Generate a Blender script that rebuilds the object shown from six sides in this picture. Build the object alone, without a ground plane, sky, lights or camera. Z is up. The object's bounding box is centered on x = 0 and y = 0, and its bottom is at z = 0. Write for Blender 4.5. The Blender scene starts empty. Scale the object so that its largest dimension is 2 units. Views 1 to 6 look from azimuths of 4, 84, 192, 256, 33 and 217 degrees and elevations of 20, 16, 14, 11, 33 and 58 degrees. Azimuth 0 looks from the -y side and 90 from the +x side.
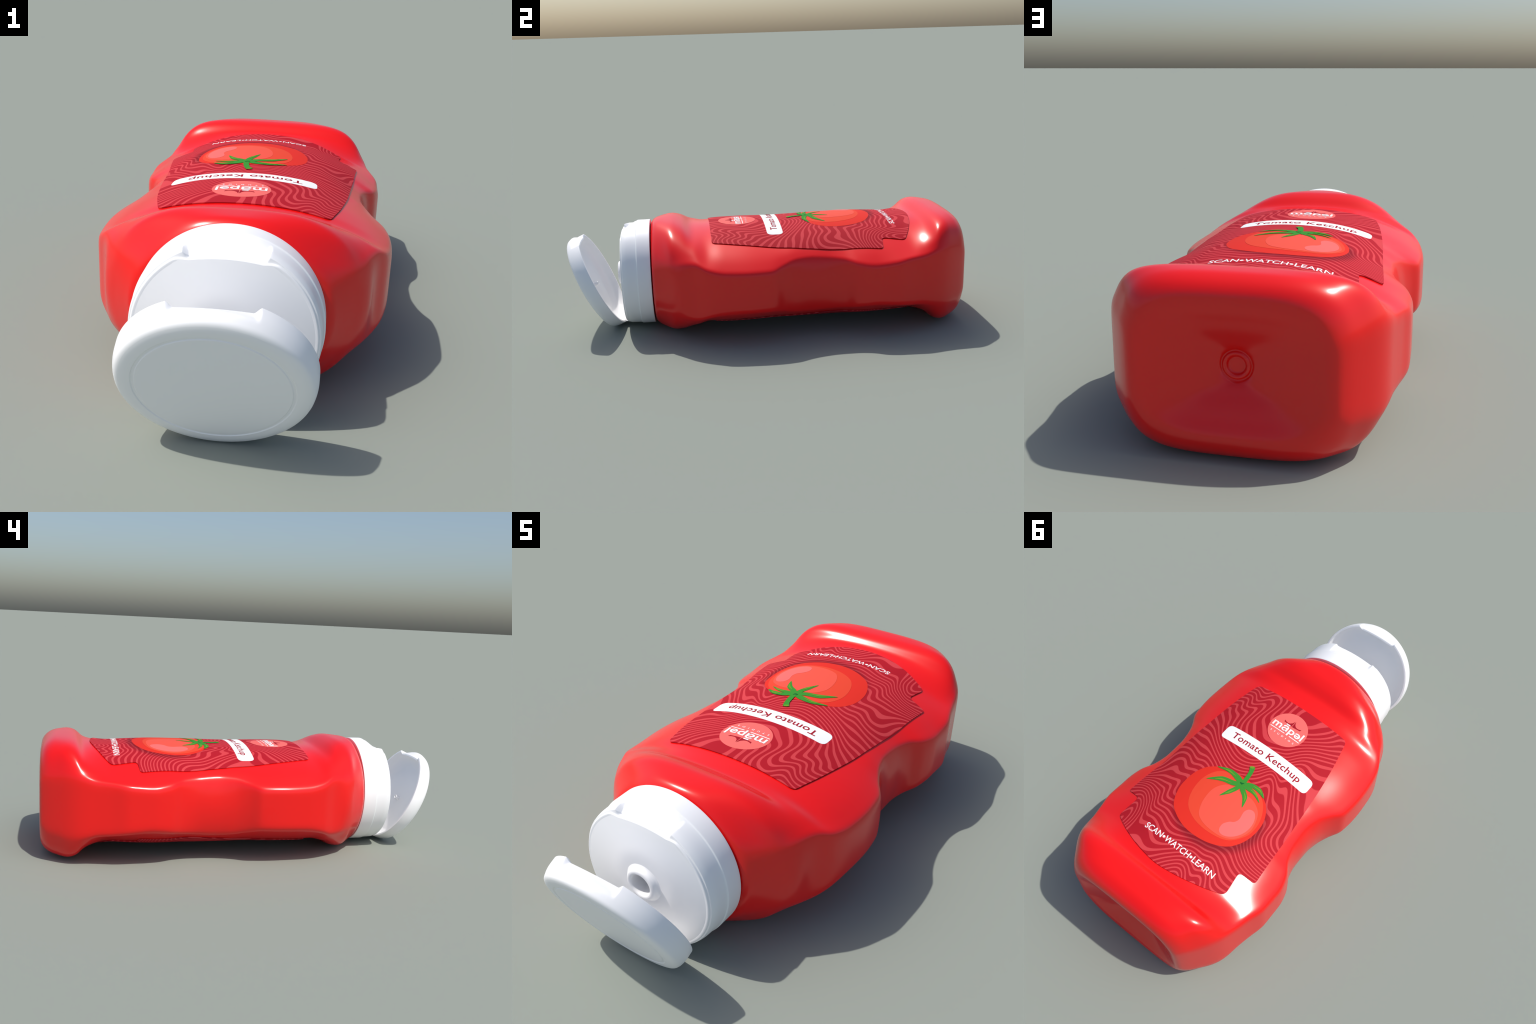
"""Squeezy ketchup bottle lying on its back, cap towards -y, flip lid open."""
import bpy, bmesh, math
import numpy as np
from mathutils import Vector, Matrix
from mathutils.bvhtree import BVHTree
from mathutils.geometry import delaunay_2d_cdt

ZC = 0.275                      # height of the bottle's long axis above the ground

# ------------------------------------------------------------------ helpers
def link(obj, parent=None):
    bpy.context.scene.collection.objects.link(obj)
    obj.parent = parent
    return obj

def mesh_object(name, verts, faces, mat, parent, smooth=True, angle=None):
    me = bpy.data.meshes.new(name)
    me.from_pydata([tuple(v) for v in verts], [], [tuple(f) for f in faces])
    bm = bmesh.new(); bm.from_mesh(me)
    bmesh.ops.remove_doubles(bm, verts=bm.verts, dist=1e-6)
    bmesh.ops.recalc_face_normals(bm, faces=bm.faces)
    bm.to_mesh(me); bm.free()
    me.materials.append(mat)
    for p in me.polygons:
        p.use_smooth = smooth
    if smooth and angle:
        me.set_sharp_from_angle(angle=math.radians(angle))
    me.update()
    return link(bpy.data.objects.new(name, me), parent)

def pchip(t, y, tq):
    """monotone cubic interpolation of the columns of y"""
    t = np.asarray(t, float); y = np.asarray(y, float)
    h = np.diff(t)[:, None]; d = np.diff(y, axis=0) / h
    m = np.zeros_like(y)
    w1 = 2*h[1:] + h[:-1]; w2 = h[1:] + 2*h[:-1]
    ok = d[:-1]*d[1:] > 0
    with np.errstate(divide='ignore', invalid='ignore'):
        hm = (w1 + w2) / (w1/d[:-1] + w2/d[1:])
    m[1:-1] = np.where(ok, hm, 0)
    m[0] = d[0]; m[-1] = d[-1]
    i = np.clip(np.searchsorted(t, tq) - 1, 0, len(t) - 2)
    hh = (t[i+1] - t[i])[:, None]; s = ((tq - t[i]))[:, None] / hh
    return ((1+2*s)*(1-s)**2*y[i] + s*(1-s)**2*hh*m[i]
            + s*s*(3-2*s)*y[i+1] + s*s*(s-1)*hh*m[i+1])

def smoothstep(a, b, x):
    t = np.clip((x - a)/(b - a), 0, 1)
    return t*t*(3 - 2*t)

def catmull(points, n=10, closed=True):
    P = np.array(points, float); N = len(P); out = []
    for i in range(N if closed else N-1):
        if closed:
            a, b, c, d = P[i-1], P[i], P[(i+1) % N], P[(i+2) % N]
        else:
            a, b, c, d = P[max(i-1, 0)], P[i], P[i+1], P[min(i+2, N-1)]
        for k in range(n):
            s = k/n
            out.append(0.5*((2*b) + (c-a)*s + (2*a-5*b+4*c-d)*s*s + (3*b-a-3*c+d)*s**3))
    if not closed:
        out.append(P[-1])
    return np.array(out)

# ------------------------------------------------------------------ materials
def principled(name, colour, rough=0.4, spec=0.5, coat=0.0, **kw):
    m = bpy.data.materials.new(name); m.use_nodes = True
    b = m.node_tree.nodes['Principled BSDF']
    b.inputs['Base Color'].default_value = (*colour, 1)
    b.inputs['Roughness'].default_value = rough
    b.inputs['Specular IOR Level'].default_value = spec
    b.inputs['Coat Weight'].default_value = coat
    for k, v in kw.items():
        b.inputs[k.replace('_', ' ')].default_value = v
    return m

def srgb(r, g, b):
    f = lambda c: c/12.92 if c <= 0.04045 else ((c+0.055)/1.055)**2.4
    return tuple(f(c/255) for c in (r, g, b))

def add_grain(m, scale, amount, colour):
    """very slight mottling of the plastic colour and gloss"""
    nt = m.node_tree; n = nt.nodes; b = n['Principled BSDF']
    tc = n.new('ShaderNodeTexCoord'); no = n.new('ShaderNodeTexNoise')
    no.inputs['Scale'].default_value = scale; no.inputs['Detail'].default_value = 3
    nt.links.new(tc.outputs['Object'], no.inputs['Vector'])
    ra = n.new('ShaderNodeValToRGB')
    ra.color_ramp.elements[0].position = 0.3; ra.color_ramp.elements[1].position = 0.7
    ra.color_ramp.elements[0].color = (*[c*(1-amount) for c in colour], 1)
    ra.color_ramp.elements[1].color = (*colour, 1)
    nt.links.new(no.outputs['Fac'], ra.inputs['Fac'])
    nt.links.new(ra.outputs['Color'], b.inputs['Base Color'])
    return m

RED = (0.84, 0.0065, 0.0055)
WHITE = (0.93, 0.93, 0.935)
red_plastic = add_grain(principled('red_plastic', RED, 0.225, 0.5), 2.0, 0.015, RED)
white_plastic = add_grain(principled('white_plastic', WHITE, 0.42, 0.4), 3.0, 0.008, WHITE)

LABEL_DARK = tuple(.80*c for c in srgb(190, 34, 47))
LABEL_LIGHT = tuple(.80*c for c in srgb(226, 74, 80))

def label_material():
    m = principled('printed_label', LABEL_DARK, 0.6, 0.06)
    nt = m.node_tree; n = nt.nodes; L = nt.links; bsdf = n['Principled BSDF']
    def math_(op, a, b=None, c=None):
        k = n.new('ShaderNodeMath'); k.operation = op
        for i, v in enumerate((a, b, c)):
            if v is None: continue
            if isinstance(v, (int, float)): k.inputs[i].default_value = v
            else: L.new(v, k.inputs[i])
        return k.outputs[0]
    tc = n.new('ShaderNodeTexCoord')
    flat = n.new('ShaderNodeMapping'); flat.inputs['Scale'].default_value = (1, 1, 0)
    L.new(tc.outputs['Object'], flat.inputs['Vector'])
    # wood-grain bands: parallel lines in a softly stirred plane
    def noise(vec, scale, detail=0.0, kind='2D'):
        k = n.new('ShaderNodeTexNoise'); k.noise_dimensions = kind
        k.inputs['Scale'].default_value = scale; k.inputs['Detail'].default_value = detail
        L.new(vec, k.inputs['Vector']); return k
    def vmath(op, a, b):
        k = n.new('ShaderNodeVectorMath'); k.operation = op
        for i, v in enumerate((a, b)):
            if isinstance(v, tuple): k.inputs[i].default_value = v
            else: L.new(v, k.inputs[i])
        return k.outputs[0]
    stir = noise(flat.outputs[0], 2.9)
    p1 = vmath('ADD', flat.outputs[0], vmath('MULTIPLY', vmath('SUBTRACT', stir.outputs['Color'], (.5, .5, .5)), (.42, .38, 0)))
    wob = noise(vmath('MULTIPLY', p1, (1.0, 0.45, 0)), 6.0)
    sep = n.new('ShaderNodeSeparateXYZ'); L.new(p1, sep.inputs[0])
    phase = math_('MULTIPLY', math_('MULTIPLY_ADD', wob.outputs['Fac'], 0.17, sep.outputs['Y']), 31.0)
    tri = math_('PINGPONG', phase, 0.5)                       # 0 .. 0.5
    thick = n.new('ShaderNodeTexNoise'); thick.noise_dimensions = '2D'
    thick.inputs['Scale'].default_value = 6; L.new(flat.outputs[0], thick.inputs['Vector'])
    width = math_('MULTIPLY_ADD', thick.outputs['Fac'], 0.04, 0.165)
    line = n.new('ShaderNodeMapRange'); line.interpolation_type = 'SMOOTHSTEP'
    L.new(tri, line.inputs['Value'])
    L.new(math_('SUBTRACT', width, 0.03), line.inputs['From Min'])
    L.new(math_('ADD', width, 0.03), line.inputs['From Max'])
    line.inputs['To Min'].default_value = 1; line.inputs['To Max'].default_value = 0
    mix = n.new('ShaderNodeMix'); mix.data_type = 'RGBA'
    mix.inputs['A'].default_value = (*LABEL_DARK, 1)
    mix.inputs['B'].default_value = (*LABEL_LIGHT, 1)
    L.new(line.outputs[0], mix.inputs['Factor'])
    # soft drop shadow of the drawn tomato, painted into the label colour
    d = vmath('MULTIPLY', vmath('SUBTRACT', flat.outputs[0], (-.047, .402, 0)), (1/.213, 1/.190, 0))
    ln = n.new('ShaderNodeVectorMath'); ln.operation = 'LENGTH'; L.new(d, ln.inputs[0])
    drop_shadow = n.new('ShaderNodeMapRange'); drop_shadow.interpolation_type = 'SMOOTHSTEP'
    L.new(ln.outputs['Value'], drop_shadow.inputs['Value'])
    drop_shadow.inputs['From Min'].default_value = 0.93; drop_shadow.inputs['From Max'].default_value = 1.13
    drop_shadow.inputs['To Min'].default_value = 0.55; drop_shadow.inputs['To Max'].default_value = 0.0
    mix2 = n.new('ShaderNodeMix'); mix2.data_type = 'RGBA'
    L.new(drop_shadow.outputs[0], mix2.inputs['Factor'])
    L.new(mix.outputs['Result'], mix2.inputs['A'])
    mix2.inputs['B'].default_value = (*srgb(92, 22, 30), 1)
    L.new(mix2.outputs['Result'], bsdf.inputs['Base Color'])
    return m

label_mat = label_material()
INK_GAIN = 0.80
def ink(name, *rgb):
    return principled(name, tuple(c*INK_GAIN for c in srgb(*rgb)), 0.6, 0.06)
ink_white = principled('ink_white', (.88, .88, .88), 0.6, 0.06)
ink_text_red = ink('ink_dark_red', 176, 30, 46)
ink_pink = ink('ink_pink', 255, 120, 114)
ink_tomato = ink('ink_tomato_red', 240, 56, 44)
ink_tomato_mid = ink('ink_tomato_orange', 246, 80, 56)
ink_tomato_inner = ink('ink_tomato_coral', 253, 96, 78)
ink_green = ink('ink_leaf_green', 66, 154, 56)
ink_green_light = ink('ink_leaf_light_green', 116, 166, 48)
ink_green_dark = ink('ink_deep_green', 22, 108, 50)

# ------------------------------------------------------------------ the thing
root = link(bpy.data.objects.new('ketchup_bottle', None))
root["label"] = "red squeeze ketchup bottle lying down, white flip cap open"
root["category"] = "ketchup bottle"

# ------------------------------------------------------------------ body
# stations along the axis: y, k (0 round .. 1 boxy), half width w, height s of
# the side edge, shoulder point (c, d), top point (f, hf), top h
STATIONS = [
    # y      k     w     s     c     d     f     hf    h
    (-0.620, 0.00, 0.195, 0.050, 0.100, 0.100, 0.050, 0.195, 0.195),
    (-0.582, 0.00, 0.200, 0.050, 0.100, 0.100, 0.050, 0.200, 0.200),
    (-0.575, 0.00, 0.235, 0.050, 0.100, 0.100, 0.050, 0.235, 0.235),
    (-0.568, 0.05, 0.285, 0.080, 0.190, 0.160, 0.100, 0.259, 0.259),
    (-0.545, 0.25, 0.305, 0.108, 0.223, 0.204, 0.143, 0.276, 0.276),
    (-0.510, 0.60, 0.334, 0.113, 0.270, 0.215, 0.175, 0.277, 0.277),
    (-0.470, 1.00, 0.358, 0.118, 0.303, 0.210, 0.182, 0.277, 0.277),
    (-0.420, 1.00, 0.389, 0.131, 0.313, 0.208, 0.197, 0.262, 0.264),
    (-0.360, 1.00, 0.419, 0.136, 0.324, 0.199, 0.205, 0.222, 0.236),
    (-0.300, 1.00, 0.453, 0.116, 0.347, 0.170, 0.207, 0.219, 0.237),
    (-0.220, 1.00, 0.470, 0.099, 0.370, 0.166, 0.200, 0.227, 0.243),
    (-0.110, 1.00, 0.477, 0.096, 0.375, 0.163, 0.201, 0.228, 0.243),
    (0.000, 1.00, 0.467, 0.096, 0.369, 0.160, 0.201, 0.226, 0.242),
    (0.060, 1.00, 0.430, 0.111, 0.353, 0.166, 0.200, 0.223, 0.241),
    (0.120, 1.00, 0.401, 0.128, 0.336, 0.174, 0.200, 0.224, 0.241),
    (0.200, 1.00, 0.386, 0.133, 0.328, 0.175, 0.200, 0.226, 0.243),
    (0.280, 1.00, 0.390, 0.127, 0.329, 0.172, 0.200, 0.228, 0.245),
    (0.360, 1.00, 0.411, 0.120, 0.337, 0.168, 0.199, 0.229, 0.247),
    (0.420, 1.00, 0.449, 0.108, 0.353, 0.166, 0.200, 0.230, 0.247),
    (0.500, 1.00, 0.468, 0.097, 0.366, 0.164, 0.200, 0.229, 0.246),
    (0.600, 1.00, 0.469, 0.106, 0.366, 0.159, 0.200, 0.225, 0.243),
    (0.690, 1.00, 0.448, 0.119, 0.363, 0.154, 0.199, 0.220, 0.238),
    (0.750, 1.00, 0.435, 0.122, 0.355, 0.174, 0.198, 0.225, 0.240),
    (0.800, 1.00, 0.425, 0.132, 0.364, 0.200, 0.209, 0.235, 0.239),
    (0.840, 1.00, 0.414, 0.135, 0.364, 0.240, 0.221, 0.266, 0.268),
    (0.880, 1.00, 0.394, 0.135, 0.343, 0.253, 0.220, 0.276, 0.276),
    (0.930, 1.00, 0.360, 0.125, 0.312, 0.237, 0.210, 0.275, 0.275),
    (0.970, 1.00, 0.329, 0.119, 0.293, 0.214, 0.202, 0.260, 0.260),
    (0.990, 1.00, 0.309, 0.105, 0.268, 0.196, 0.183, 0.241, 0.241),
    (0.999, 1.00, 0.294, 0.095, 0.254, 0.182, 0.168, 0.224, 0.224),
    (1.000, 1.00, 0.276, 0.088, 0.238, 0.160, 0.155, 0.198, 0.198),
    (0.990, 1.00, 0.245, 0.078, 0.212, 0.138, 0.142, 0.170, 0.170),
    (0.980, 1.00, 0.215, 0.070, 0.186, 0.122, 0.128, 0.150, 0.150),
    (0.965, 1.00, 0.160, 0.060, 0.145, 0.098, 0.100, 0.116, 0.116),
    (0.947, 0.95, 0.105, 0.040, 0.094, 0.068, 0.064, 0.080, 0.080),
    (0.935, 0.40, 0.066, 0.024, 0.054, 0.044, 0.040, 0.056, 0.056),
    (0.930, 0.00, 0.052, 0.020, 0.040, 0.030, 0.030, 0.052, 0.052),
    (0.923, 0.00, 0.045, 0.020, 0.030, 0.020, 0.020, 0.045, 0.045),
    (0.931, 0.00, 0.037, 0.020, 0.030, 0.020, 0.020, 0.037, 0.037),
    (0.929, 0.00, 0.031, 0.010, 0.020, 0.020, 0.020, 0.031, 0.031),
    (0.919, 0.00, 0.023, 0.010, 0.015, 0.010, 0.010, 0.023, 0.023),
    (0.920, 0.00, 0.014, 0.010, 0.010, 0.010, 0.010, 0.014, 0.014),
    (0.920, 0.00, 0.001, 0.0005, 0.0005, 0.0005, 0.0005, 0.001, 0.001),
]
ROUND_ANGLES = np.radians([0, 14, 28, 42, 58, 74, 90])

def section_polygon(row):
    """closed control polygon (x, z) of one cross-section, 24 points"""
    _, k, w, s, c, d, f, hf, h = row
    # side walls belly out a little at the waist and the shoulder
    e = 0.023*math.exp(-((row[0]-.21)/.15)**2) + 0.020*math.exp(-((row[0]+.45)/.05)**2)
    boxy = np.array([(w+e, 0), (w+.7*e, .55*s), (w, s), (w-.28*(w-c), s+.28*(d-s)),
                     (c, d), (f, hf), (0, h)])
    r = 1.0 + 0.5*(1-math.cos(math.radians(15)))*0.66
    rnd = np.stack([w*r*np.cos(ROUND_ANGLES), h*r*np.sin(ROUND_ANGLES)], 1)
    q = rnd*(1-k) + boxy*k
    top = q; left = q[-2::-1]*[-1, 1]
    lower = q[1:]*[-1, -1]; right = q[-2:0:-1]*[1, -1]
    return np.concatenate([top, left, lower, right])

def cubic_loop(P, per):
    out = []
    N = len(P)
    for i in range(N):
        a, b, c, d = P[i-1], P[i], P[(i+1) % N], P[(i+2) % N]
        for k in range(per):
            s = k/per
            out.append((a*(1-s)**3 + b*(3*s**3-6*s*s+4) + c*(-3*s**3+3*s*s+3*s+1) + d*s**3)/6)
    return np.array(out)

def build_body():
    S = np.array(STATIONS, float)
    step = np.sqrt((np.diff(S[:, 0])**2 + np.diff(S[:, 2])**2*0.5 + np.diff(S[:, 8])**2)) + 1e-4
    t = np.concatenate([[0], np.cumsum(step)])
    dense = []
    for i in range(len(t)-1):
        n = max(3, int((t[i+1]-t[i])/0.006))
        dense += list(np.linspace(t[i], t[i+1], n, endpoint=False))
    dense.append(t[-1])
    rows = pchip(t, S, np.array(dense))
    ker = np.array([1, 4, 6, 4, 1])/16
    for it in range(10):
        pad = np.concatenate([rows[:1], rows[:1], rows, rows[-1:], rows[-1:]])
        sm = sum(ker[j]*pad[j:j+len(rows)] for j in range(5))
        keep = (rows[:, 0] > 0.90) & (rows[:, 2] < 0.06)
        if it > 2:                                  # the foot is rounder than the rest
            keep |= (rows[:, 0] < 0.80) | (rows[:, 2] < 0.315)
        if it > 2:                                  # ... in plan only, its crest stays crisp
            sm[:, [0, 1, 3, 5, 6, 7, 8]] = rows[:, [0, 1, 3, 5, 6, 7, 8]]
        rows = np.where(keep[:, None], rows, sm)
    rings = [cubic_loop(section_polygon(r), 9) for r in rows]
    m = len(rings[0]); verts = []; faces = []
    for r, ring in zip(rows, rings):
        verts += [(x, r[0], ZC + z) for x, z in ring]
    for i in range(len(rings)-1):
        for j in range(m):
            k = (j+1) % m
            faces.append((i*m+j, i*m+k, (i+1)*m+k, (i+1)*m+j))
    faces.append(tuple(range(m)))
    faces.append(tuple(reversed(range((len(rings)-1)*m, len(rings)*m))))
    return mesh_object('bottle_body', verts, faces, red_plastic, root, angle=80)

body = build_body()
_bm = bmesh.new(); _bm.from_mesh(body.data)
bmesh.ops.triangulate(_bm, faces=_bm.faces)
BODY = BVHTree.FromBMesh(_bm); _bm.free()

def surface(u, v, side=1):
    """point and normal of the body under label coordinates (u right, v towards the cap)"""
    hit, nor, _, _ = BODY.ray_cast(Vector((-u*side, -v, ZC + side)), Vector((0, 0, -side)))
    return hit, nor

# ------------------------------------------------------------------ printed sheets
def sheet(name, verts2, tris, lift, thick, mat, parent, side=1):
    """thin solid skin that follows the bottle; verts2 in label coordinates"""
    n = len(verts2); top = []; bot = []
    for u, v in verts2:
        p, nn = surface(u, v, side)
        top.append(p + nn*lift); bot.append(p + nn*(lift - thick))
    faces = [tuple(t) for t in tris]
    edge = {}
    for t in faces:
        for a, b in zip(t, t[1:] + t[:1]):
            edge[(a, b)] = 1
    walls = [(b, a, a+n, b+n) for a, b in edge if (b, a) not in edge]
    lower = [tuple(i+n for i in reversed(t)) for t in faces]
    o = mesh_object(name, top + bot, faces + walls + lower, mat, parent, angle=40)
    return o

def filled(loops, spacing=0.02):
    """triangulate a 2D outline (first loop outer, others holes) on a fine grid"""
    pts = []; edges = []
    for lp in loops:
        b = len(pts); k = len(lp)
        pts += [tuple(p) for p in lp]
        edges += [(b+i, b+(i+1) % k) for i in range(k)]
    A = np.array(loops[0])
    lo = A.min(0); hi = A.max(0)
    def inside(p, poly):
        c = False
        for i in range(len(poly)):
            a, b = poly[i-1], poly[i]
            if (a[1] > p[1]) != (b[1] > p[1]) and p[0] < (b[0]-a[0])*(p[1]-a[1])/(b[1]-a[1])+a[0]:
                c = not c
        return c
    for gx in np.arange(lo[0]+spacing/2, hi[0], spacing):
        for gy in np.arange(lo[1]+spacing/2, hi[1], spacing):
            p = (gx, gy)
            if inside(p, A) and np.min(np.hypot(A[:, 0]-gx, A[:, 1]-gy)) > spacing*0.35:
                pts.append(p)
    v, _, f, *_ = delaunay_2d_cdt([Vector(p) for p in pts], edges, [], 0, 1e-6)
    out = []
    for t in f:
        c = sum((v[i] for i in t), Vector((0, 0)))/len(t)
        if inside(c, A) and not any(inside(c, h) for h in loops[1:]):
            a, b, d = (v[i] for i in t[:3])
            t = list(t)
            if (b-a).cross(d-a) < 0: t.reverse()
            out.append(tuple(t))
    return [(p.x, p.y) for p in v], out

def round_corners(points, radii, n=6):
    P = [np.array(p, float) for p in points]; out = []
    for i, p in enumerate(P):
        a = P[i-1]-p; b = P[(i+1) % len(P)]-p
        r = radii[i] if not isinstance(radii, (int, float)) else radii
        la, lb = np.linalg.norm(a), np.linalg.norm(b)
        if r <= 0:
            out.append(p); continue
        r = min(r, .48*la, .48*lb)
        s, e = p + a/la*r, p + b/lb*r
        for k in range(n+1):
            t = k/n
            out.append((1-t)**2*s + 2*t*(1-t)*p + t*t*e)
    return np.array(out)

def resample(loop, d=0.02):
    out = []
    L = np.array(loop)
    for i in range(len(L)):
        a, b = L[i], L[(i+1) % len(L)]
        k = max(1, int(np.linalg.norm(b-a)/d))
        out += [a + (b-a)*j/k for j in range(k)]
    return np.array(out)

# outline of the label: straight neck edge, flaring sides, a notch, bowed foot edge
half = [(0.268, 0.272), (0.300, 0.135), (0.327, -0.05), (0.349, -0.30), (0.375, -0.556),
        (0.297, -0.566), (0.312, -0.682), (0.235, -0.722), (0.125, -0.757)]
right = [half[0]] + half[1:]
outline = right + [(0.0, -0.775)] + [(-u, v) for u, v in reversed(half)]
rad = [.022, .08, .08, .08, .016, .022, .022, .05, .05]
outline_r = rad + [.05] + list(reversed(rad))
LABEL_LIFT = 0.0042
lv, lt = filled([resample(round_corners(outline, outline_r), 0.015)], 0.014)
label = sheet('label', lv, lt, LABEL_LIFT, 0.0030, label_mat, root)
back_label = sheet('label', lv, lt, LABEL_LIFT, 0.0030, label_mat, root, side=-1)

INK = 0.0005
def printed(name, loops, level, mat, spacing=0.018):
    v, t = filled([np.array(l) for l in loops], spacing)
    return sheet(name, v, t, LABEL_LIFT + INK*level, INK*0.9, mat, label)

# --- tomato
TOMATO = [(-.138, -.500), (-.172, -.423), (-.174, -.340), (-.154, -.282), (-.122, -.247), (-.076, -.223),
          (-.020, -.211), (.036, -.206), (.092, -.210), (.165, -.233), (.206, -.267), (.233, -.320), (.239, -.391),
          (.224, -.461), (.186, -.519), (.122, -.555), (.054, -.569), (-.016, -.566), (-.085, -.541)]
TOMATO_MID = [(-.076, -.472), (-.109, -.412), (-.119, -.338), (-.103, -.278), (-.071, -.242), (-.023, -.226),
              (.030, -.220), (.081, -.219), (.148, -.233), (.190, -.269), (.220, -.331), (.225, -.400),
              (.207, -.449), (.176, -.490), (.129, -.512), (.055, -.520), (-.015, -.508)]
TOMATO_INNER = [(-.014, -.470), (-.038, -.411), (-.041, -.340), (-.012, -.290), (.025, -.275), (.075, -.274),
                (.130, -.272), (.178, -.294), (.203, -.330), (.217, -.387), (.206, -.439), (.180, -.478),
                (.134, -.501), (.070, -.505), (.020, -.495)]
GLINT = [(.113, -.483), (.106, -.452), (.121, -.424), (.139, -.409), (.147, -.384), (.140, -.343),
         (.151, -.318), (.173, -.313), (.192, -.329), (.205, -.362), (.206, -.403), (.194, -.442),
         (.170, -.474), (.138, -.491)]
printed('tomato', [catmull(TOMATO, 6)], 1, ink_tomato)
printed('tomato_shade', [catmull(TOMATO_MID, 6)], 2, ink_tomato_mid)
printed('tomato_shade', [catmull(TOMATO_INNER, 6)], 3, ink_tomato_inner)
printed('tomato_glint', [catmull(GLINT, 6)], 4, ink_pink)

# leaves: a tapering blade along a spine (points with half widths)
def blade(spine, widths):
    c = catmull(spine, 8, closed=False)
    w = np.interp(np.linspace(0, 1, len(c)), np.linspace(0, 1, len(widths)), widths)
    t = np.gradient(c, axis=0); t /= np.linalg.norm(t, axis=1)[:, None]
    nrm = np.stack([-t[:, 1], t[:, 0]], 1)
    loop = np.concatenate([c + nrm*w[:, None], (c - nrm*w[:, None])[::-1]])
    return loop
HUB = (0.046, -0.241)
LEAVES = [
    ([HUB, (.006, -.226), (-.045, -.220), (-.104, -.236)], [.012, .014, .010, .0008]),
    ([HUB, (.010, -.261), (-.045, -.276), (-.102, -.317)], [.010, .013, .013, .0008]),
    ([HUB, (.038, -.276), (.024, -.310), (.004, -.350)], [.010, .011, .010, .0008]),
    ([HUB, (.070, -.264), (.098, -.286), (.120, -.332)], [.011, .012, .011, .0008]),
    ([HUB, (.086, -.239), (.122, -.243), (.162, -.262)], [.010, .011, .007, .0008]),
    ([HUB, (.084, -.218), (.126, -.215), (.164, -.232)], [.012, .011, .011, .0012]),
]
for k, (sp, wd) in enumerate(LEAVES):
    printed('tomato_leaf', [blade(sp, wd)], 5 + 0.14*k, ink_green, 0.03)
    a, b = np.array(sp[1]), np.array(sp[3])
    mid = np.array(sp[2])
    off = np.array([-(b-a)[1], (b-a)[0]])/np.linalg.norm(b-a)*0.002
    printed('leaf_vein', [blade([a*.85+mid*.15+off, mid+off, mid*.55+b*.45+off*.5], [.0008, .0042, .0008])],
            7, ink_green_light, 0.03)
printed('tomato_stalk', [blade([HUB, (.043, -.205), (.036, -.165), (.024, -.138)], [.011, .010, .010, .013])],
        6.2, ink_green, 0.03)
printed('stalk_cut', [[(.0245+.0105*math.cos(a)*.9 - .003*math.sin(a), -.1415+.0055*math.sin(a)+.005*math.cos(a))
                       for a in np.linspace(0, 2*math.pi, 20, endpoint=False)]], 7, ink_green_light, 0.03)
printed('stalk_hollow', [blade([(.032, -.237), (.042, -.239), (.050, -.231)], [.001, .0045, .001])], 7, ink_green_dark, .03)

# --- white banner and round badge
printed('banner', [resample(round_corners([(.284, -.007), (.284, -.087), (-.219, -.087), (-.219, -.007)], .026), .015)],
        1, ink_white)
BADGE = (0.024, 0.128)
printed('badge', [[(BADGE[0] + .096*math.cos(a), BADGE[1] + .096*math.sin(a))
                   for a in np.linspace(0, 2*math.pi, 72, endpoint=False)]], 1, ink_pink)
for a, b in ((-.060, .023), (.050, .108)):
    printed('badge_line', [resample([(a, .1035), (a, .1000), (b, .1000), (b, .1035)], .015)], 2, ink_white)
# leaf-crown emblem: two mirrored halves
def emblem(sgn):
    P = [(.0015, .153), (.0015, .188), (.008, .172), (.016, .164), (.026, .1605), (.037, .162), (.049, .167),
         (.046, .1575), (.030, .1555), (.015, .1535)]
    return [(BADGE[0] + 0.003 + sgn*u, v) for u, v in P]
for sgn in (1, -1):
    printed('badge_emblem', [emblem(sgn)[::sgn]], 2, ink_text_red, .03)

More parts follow.
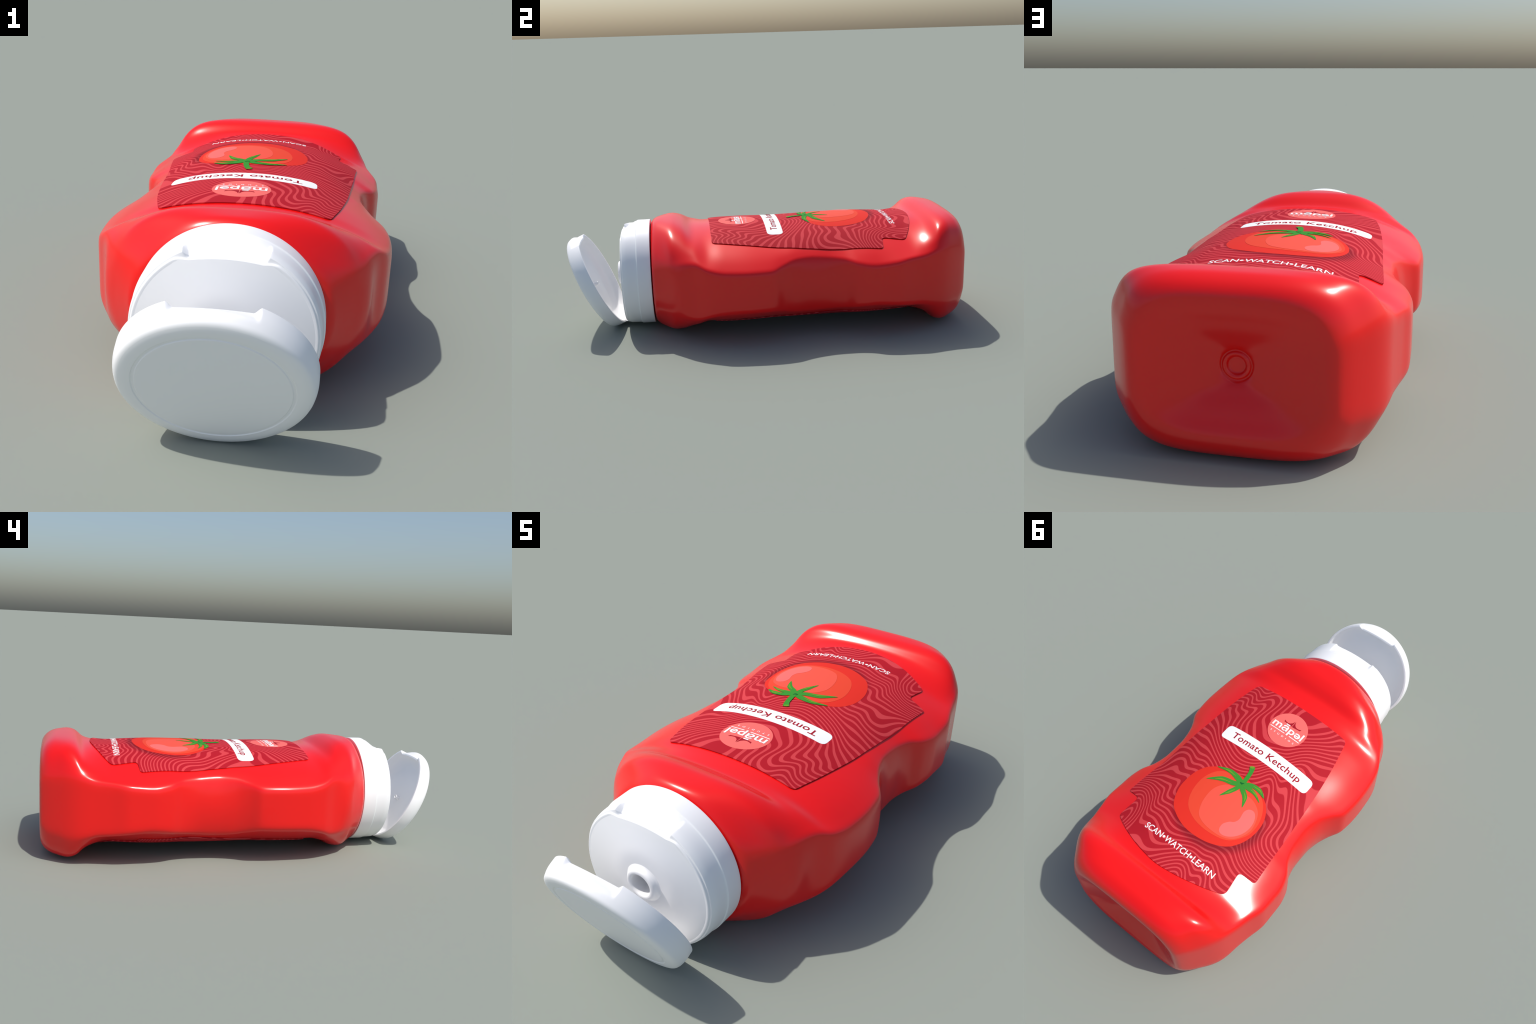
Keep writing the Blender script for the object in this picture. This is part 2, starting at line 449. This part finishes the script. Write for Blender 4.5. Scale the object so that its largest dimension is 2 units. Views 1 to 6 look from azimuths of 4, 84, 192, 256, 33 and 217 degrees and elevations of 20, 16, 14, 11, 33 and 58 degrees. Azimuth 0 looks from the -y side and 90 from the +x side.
def lettering(name, text, box, level, mat, weight=0.0, spacing=1.0, font_space=1.0, turn=None):
    """built-in font, scaled so its ink fills box = (u0, v0, u1, v1)"""
    cu = bpy.data.curves.new(name, 'FONT'); cu.body = text
    cu.size = 1; cu.offset = weight; cu.space_character = spacing; cu.space_word = font_space
    cu.resolution_u = 5
    tmp = bpy.data.objects.new(name + '_tmp', cu); bpy.context.scene.collection.objects.link(tmp)
    dg = bpy.context.evaluated_depsgraph_get(); dg.update()
    me = bpy.data.meshes.new_from_object(tmp.evaluated_get(dg))
    bpy.data.objects.remove(tmp); bpy.data.curves.remove(cu)
    bm = bmesh.new(); bm.from_mesh(me); bpy.data.meshes.remove(me)
    bmesh.ops.triangulate(bm, faces=bm.faces)
    bmesh.ops.remove_doubles(bm, verts=bm.verts, dist=1e-5)
    bm.verts.index_update()
    P = np.array([v.co[:2] for v in bm.verts])
    lo, hi = P.min(0), P.max(0)
    u0, v0, u1, v1 = box
    if turn is not None:                # one glyph upside down (counted along the line, accents skipped)
        seen = set(); glyphs = []
        for v in bm.verts:
            if v.index in seen: continue
            stack = [v]; isl = []
            seen.add(v.index)
            while stack:
                w = stack.pop(); isl.append(w.index)
                for e in w.link_edges:
                    o = e.other_vert(w)
                    if o.index not in seen:
                        seen.add(o.index); stack.append(o)
            glyphs.append(isl)
        glyphs = [g for g in glyphs if np.ptp(P[g, 1]) > 0.3*(hi[1]-lo[1])]
        g = sorted(glyphs, key=lambda g: P[g, 0].mean())[turn - 1]
        P[g] = (P[g].max(0) + P[g].min(0)) - P[g]
    Q = (P-lo)/(hi-lo)*[u1-u0, v1-v0] + [u0, v0]
    tris = []
    for f in bm.faces:
        t = tuple(v.index for v in f.verts)
        a, b, c = Q[list(t)]
        area = (b[0]-a[0])*(c[1]-a[1]) - (b[1]-a[1])*(c[0]-a[0])
        if abs(area) < 1e-12: continue
        tris.append(t if area > 0 else t[::-1])
    bm.free()
    return sheet(name, [tuple(q) for q in Q], tris, LABEL_LIFT + INK*level, INK*0.9, mat, label)

lettering('banner_lettering', 'Tomato Ketchup', (-.168, -.0745, .228, -.0285), 2, ink_text_red, 0.012, 1.06)
for word, a, b in (('SCAN', -.162, -.066), ('WATCH', -.046, .091), ('LEARN', .112, .229)):
    lettering('slogan_lettering', word, (a, -.669, b, -.640), 1, ink_white, 0.007, 1.0)
for u in (-.0555, .1010):
    printed('slogan_dot', [[(u + .0060*math.cos(t), -.6545 + .0060*math.sin(t))
                            for t in np.linspace(0, 2*math.pi, 24, endpoint=False)]], 1, ink_white, .03)
lettering('badge_lettering', 'm\u0101pel', (-.060, .0985, .108, .155), 3, ink_white, 0.014, 1.0, turn=4)
lettering('badge_small_lettering', 'STUDIOS', (-.044, .0775, .091, .0865), 2, ink_white, 0.0, 2.6)

# ------------------------------------------------------------------ lathe for cap and lid
def lathe(profile, n=160, deform=None):
    """profile (r, a): radius and distance along the axis; returns verts, faces in (x, a, z) with z up"""
    verts = []; faces = []; m = n
    for r, a in profile:
        for j in range(n):
            t = 2*math.pi*j/n
            verts.append((r*math.sin(t), a, r*math.cos(t)))
    for i in range(len(profile)-1):
        for j in range(n):
            k = (j+1) % n
            faces.append((i*m+j, i*m+k, (i+1)*m+k, (i+1)*m+j))
    V = np.array(verts)
    if deform: V = deform(V)
    return V, faces

def rounded_profile(points, n=5):
    """points (r, a, fillet)"""
    P = [np.array(p[:2]) for p in points]; out = [P[0]]
    for i in range(1, len(P)-1):
        p = P[i]; r = points[i][2]
        a, b = P[i-1]-p, P[i+1]-p
        la, lb = np.linalg.norm(a), np.linalg.norm(b)
        r = min(r, .49*la, .49*lb)
        if r < 1e-5:
            out.append(p); continue
        s, e = p+a/la*r, p+b/lb*r
        for k in range(n+1):
            t = k/n; out.append((1-t)**2*s+2*t*(1-t)*p+t*t*e)
    out.append(P[-1])
    fine = []                                    # split long spans for the deforms
    for a, b in zip(out, out[1:]):
        k = max(1, int(np.linalg.norm(b-a)/0.008))
        fine += [a+(b-a)*j/k for j in range(k)]
    fine.append(out[-1])
    return [tuple(p) for p in fine]

# ------------------------------------------------------------------ cap
CAP_R = 0.262
cap_profile = rounded_profile([
    (0.206, -0.600, 0), (0.206, -0.579, .002), (0.2690, -0.576, .003), (0.2685, -0.642, .002), (0.2650, -0.645, .0015),
    (0.2645, -0.648, .0015), (0.2620, -0.698, .02), (0.2570, -0.7165, .005), (0.2520, -0.7170, .002),
    (0.2510, -0.7240, .004), (0.2440, -0.7250, .004), (0.1600, -0.7275, .04),
    (0.0960, -0.7290, .03), (0.0640, -0.7360, .018), (0.0560, -0.7550, .008), (0.0390, -0.7550, .008),
    (0.0360, -0.700, .004), (0.0005, -0.698, 0)])

def cap_deform(V):
    """thumb recess at the top front: the rim is pressed in to a chord between two ears"""
    x, y, z = V.T.copy()
    r = np.hypot(x, z); t = np.arctan2(x, z)
    xr = np.abs(0.2575*np.sin(t)); up = np.cos(t) > 0.3
    lip = 1 - smoothstep(0.2515, 0.2530, r)                   # 1 on lip and face, 0 on the outer wall
    window = (1 - smoothstep(0.104, 0.114, xr))*(1-lip) + (1 - smoothstep(0.104, 0.150, xr))*lip
    chord = (0.2275 - 0.8*xr*xr)/np.maximum(np.cos(t), .3)     # radius of the chord at this angle
    press = np.minimum(chord/0.2575, 1)
    front = np.where(r > 0.2525, smoothstep(-0.645, -0.705, y), 1.0)
    amount = window*front*up*smoothstep(0.12, 0.25, r)
    r2 = r*(1 + (press-1)*amount)
    back = 0.011*(1 - smoothstep(0.104, 0.112, xr))*up*smoothstep(-0.692, -0.7165, y)*smoothstep(.2515, .2522, r)
    return np.stack([r2*np.sin(t), y + back, r2*np.cos(t)], 1)

cv, cf = lathe(cap_profile, 512, cap_deform)
cap = mesh_object('cap', cv + [0, 0, ZC], cf, white_plastic, root, angle=38)

def crown_face(me, tilt):
    """shade the cap face as slightly crowned: normals lean outwards from the spout"""
    nor = [Vector(c.vector) for c in me.corner_normals]
    for p in me.polygons:
        r = math.hypot(p.center.x, p.center.z - ZC)
        if p.center.y < -0.7205 and 0.072 < r < 0.2425 and p.normal.y < -0.9:
            for li in p.loop_indices:
                co = me.vertices[me.loops[li].vertex_index].co
                rv = Vector((co.x, 0, co.z - ZC)); q = rv.length
                k = tilt*float(smoothstep(0.068, 0.14, q))
                nor[li] = (Vector((0, -1, 0)) + rv/q*k).normalized()
    me.normals_split_custom_set([tuple(v) for v in nor])
crown_face(cap.data, 0.27)

# ------------------------------------------------------------------ flip lid
TILT = math.radians(24.4)
HINGE = Vector((0, -0.728, ZC - 0.258))
R_LID = 0.258
def to_lid(V):
    """lid frame: x, a (depth away from the rim plane), b (up from the hinge)"""
    c, s = math.cos(TILT), math.sin(TILT)
    x, a, b = V.T
    return np.stack([x, HINGE.y - a*c - b*s, HINGE.z - a*s + b*c], 1)

lid_profile = rounded_profile([
    (0.0005, 0.063, 0), (0.196, 0.061, .03), (0.242, 0.042, .03), (0.2465, 0.000, .0015), (0.2580, 0.000, .003),
    (0.2575, 0.040, .025), (0.2470, 0.071, .022), (0.2280, 0.0775, .012), (0.2060, 0.0782, .001), (0.2040, 0.0755, .001),
    (0.1975, 0.0755, .001), (0.1955, 0.0782, .001), (0.0005, 0.0785, 0)])

def lid_deform(V):
    """thumb scoop at the free edge of the lid, matching the recess of the cap"""
    x, a, b = V.T.copy()
    r = np.hypot(x, b); t = np.arctan2(x, b)
    xr = np.abs(0.258*np.sin(t)); up = np.cos(t) > 0.3
    window = 1 - smoothstep(0.102, 0.114, xr)
    outer = smoothstep(0.2470, 0.2575, r)
    chord = (0.226 - 0.5*xr*xr)/np.maximum(np.cos(t), .3)
    press = np.minimum(chord/0.258, 1)
    rim = 1 - smoothstep(0.004, 0.048, a)
    amount = window*rim*up*smoothstep(0.10, 0.24, r)
    r2 = r*(1 + (press-1)*amount)
    a2 = a + 0.008*window*up*(1 - smoothstep(0.0, 0.014, a))*smoothstep(0.236, 0.243, r)
    a2 *= np.where(a > 0.06, 0.93 + 0.07*smoothstep(-0.25, 0.15, b), 1)   # thinner towards the hinge
    return np.stack([r2*np.sin(t), a2, r2*np.cos(t)], 1)

vv, ff = lathe(lid_profile, 512, lid_deform)
vv = to_lid(vv + [0, 0, R_LID])
lid = mesh_object('flip_lid', vv, ff, white_plastic, root, angle=38)

peg_profile = rounded_profile([(0.0005, 0.052, 0), (0.0045, 0.052, .001), (0.0055, 0.039, .001), (0.0105, 0.038, .002),
                               (0.0115, 0.066, 0)])
pv, pf = lathe(peg_profile, 32)
mesh_object('lid_peg', to_lid(pv + [0, 0, R_LID - 0.012]), pf, white_plastic, lid, angle=40)

# living hinge: a thin curved strip joining the lowest edges of cap and lid
def strip(name, half_angle, path, thick, n=24):
    """path (radius, y) swept round the bottom of the cap"""
    V = []; F = []; m = len(path)*2
    for i in range(n+1):
        t = half_angle*(2*i/n - 1)
        for sgn in (1, -1):
            for r, y in (path if sgn > 0 else path[::-1]):
                rr = r + sgn*thick/2
                V.append((rr*math.sin(t), y, ZC - rr*math.cos(t)))
    for i in range(n):
        for j in range(m):
            k = (j+1) % m
            F.append((i*m+j, i*m+k, (i+1)*m+k, (i+1)*m+j))
    F += [tuple(range(m)), tuple(reversed(range(n*m, n*m+m)))]
    return mesh_object(name, V, F, white_plastic, lid, angle=40)

strip('hinge_strap', 0.24, [(.2545, -.700), (.2555, -.716), (.2560, -.726), (.2548, -.738), (.2525, -.750)], .0035)
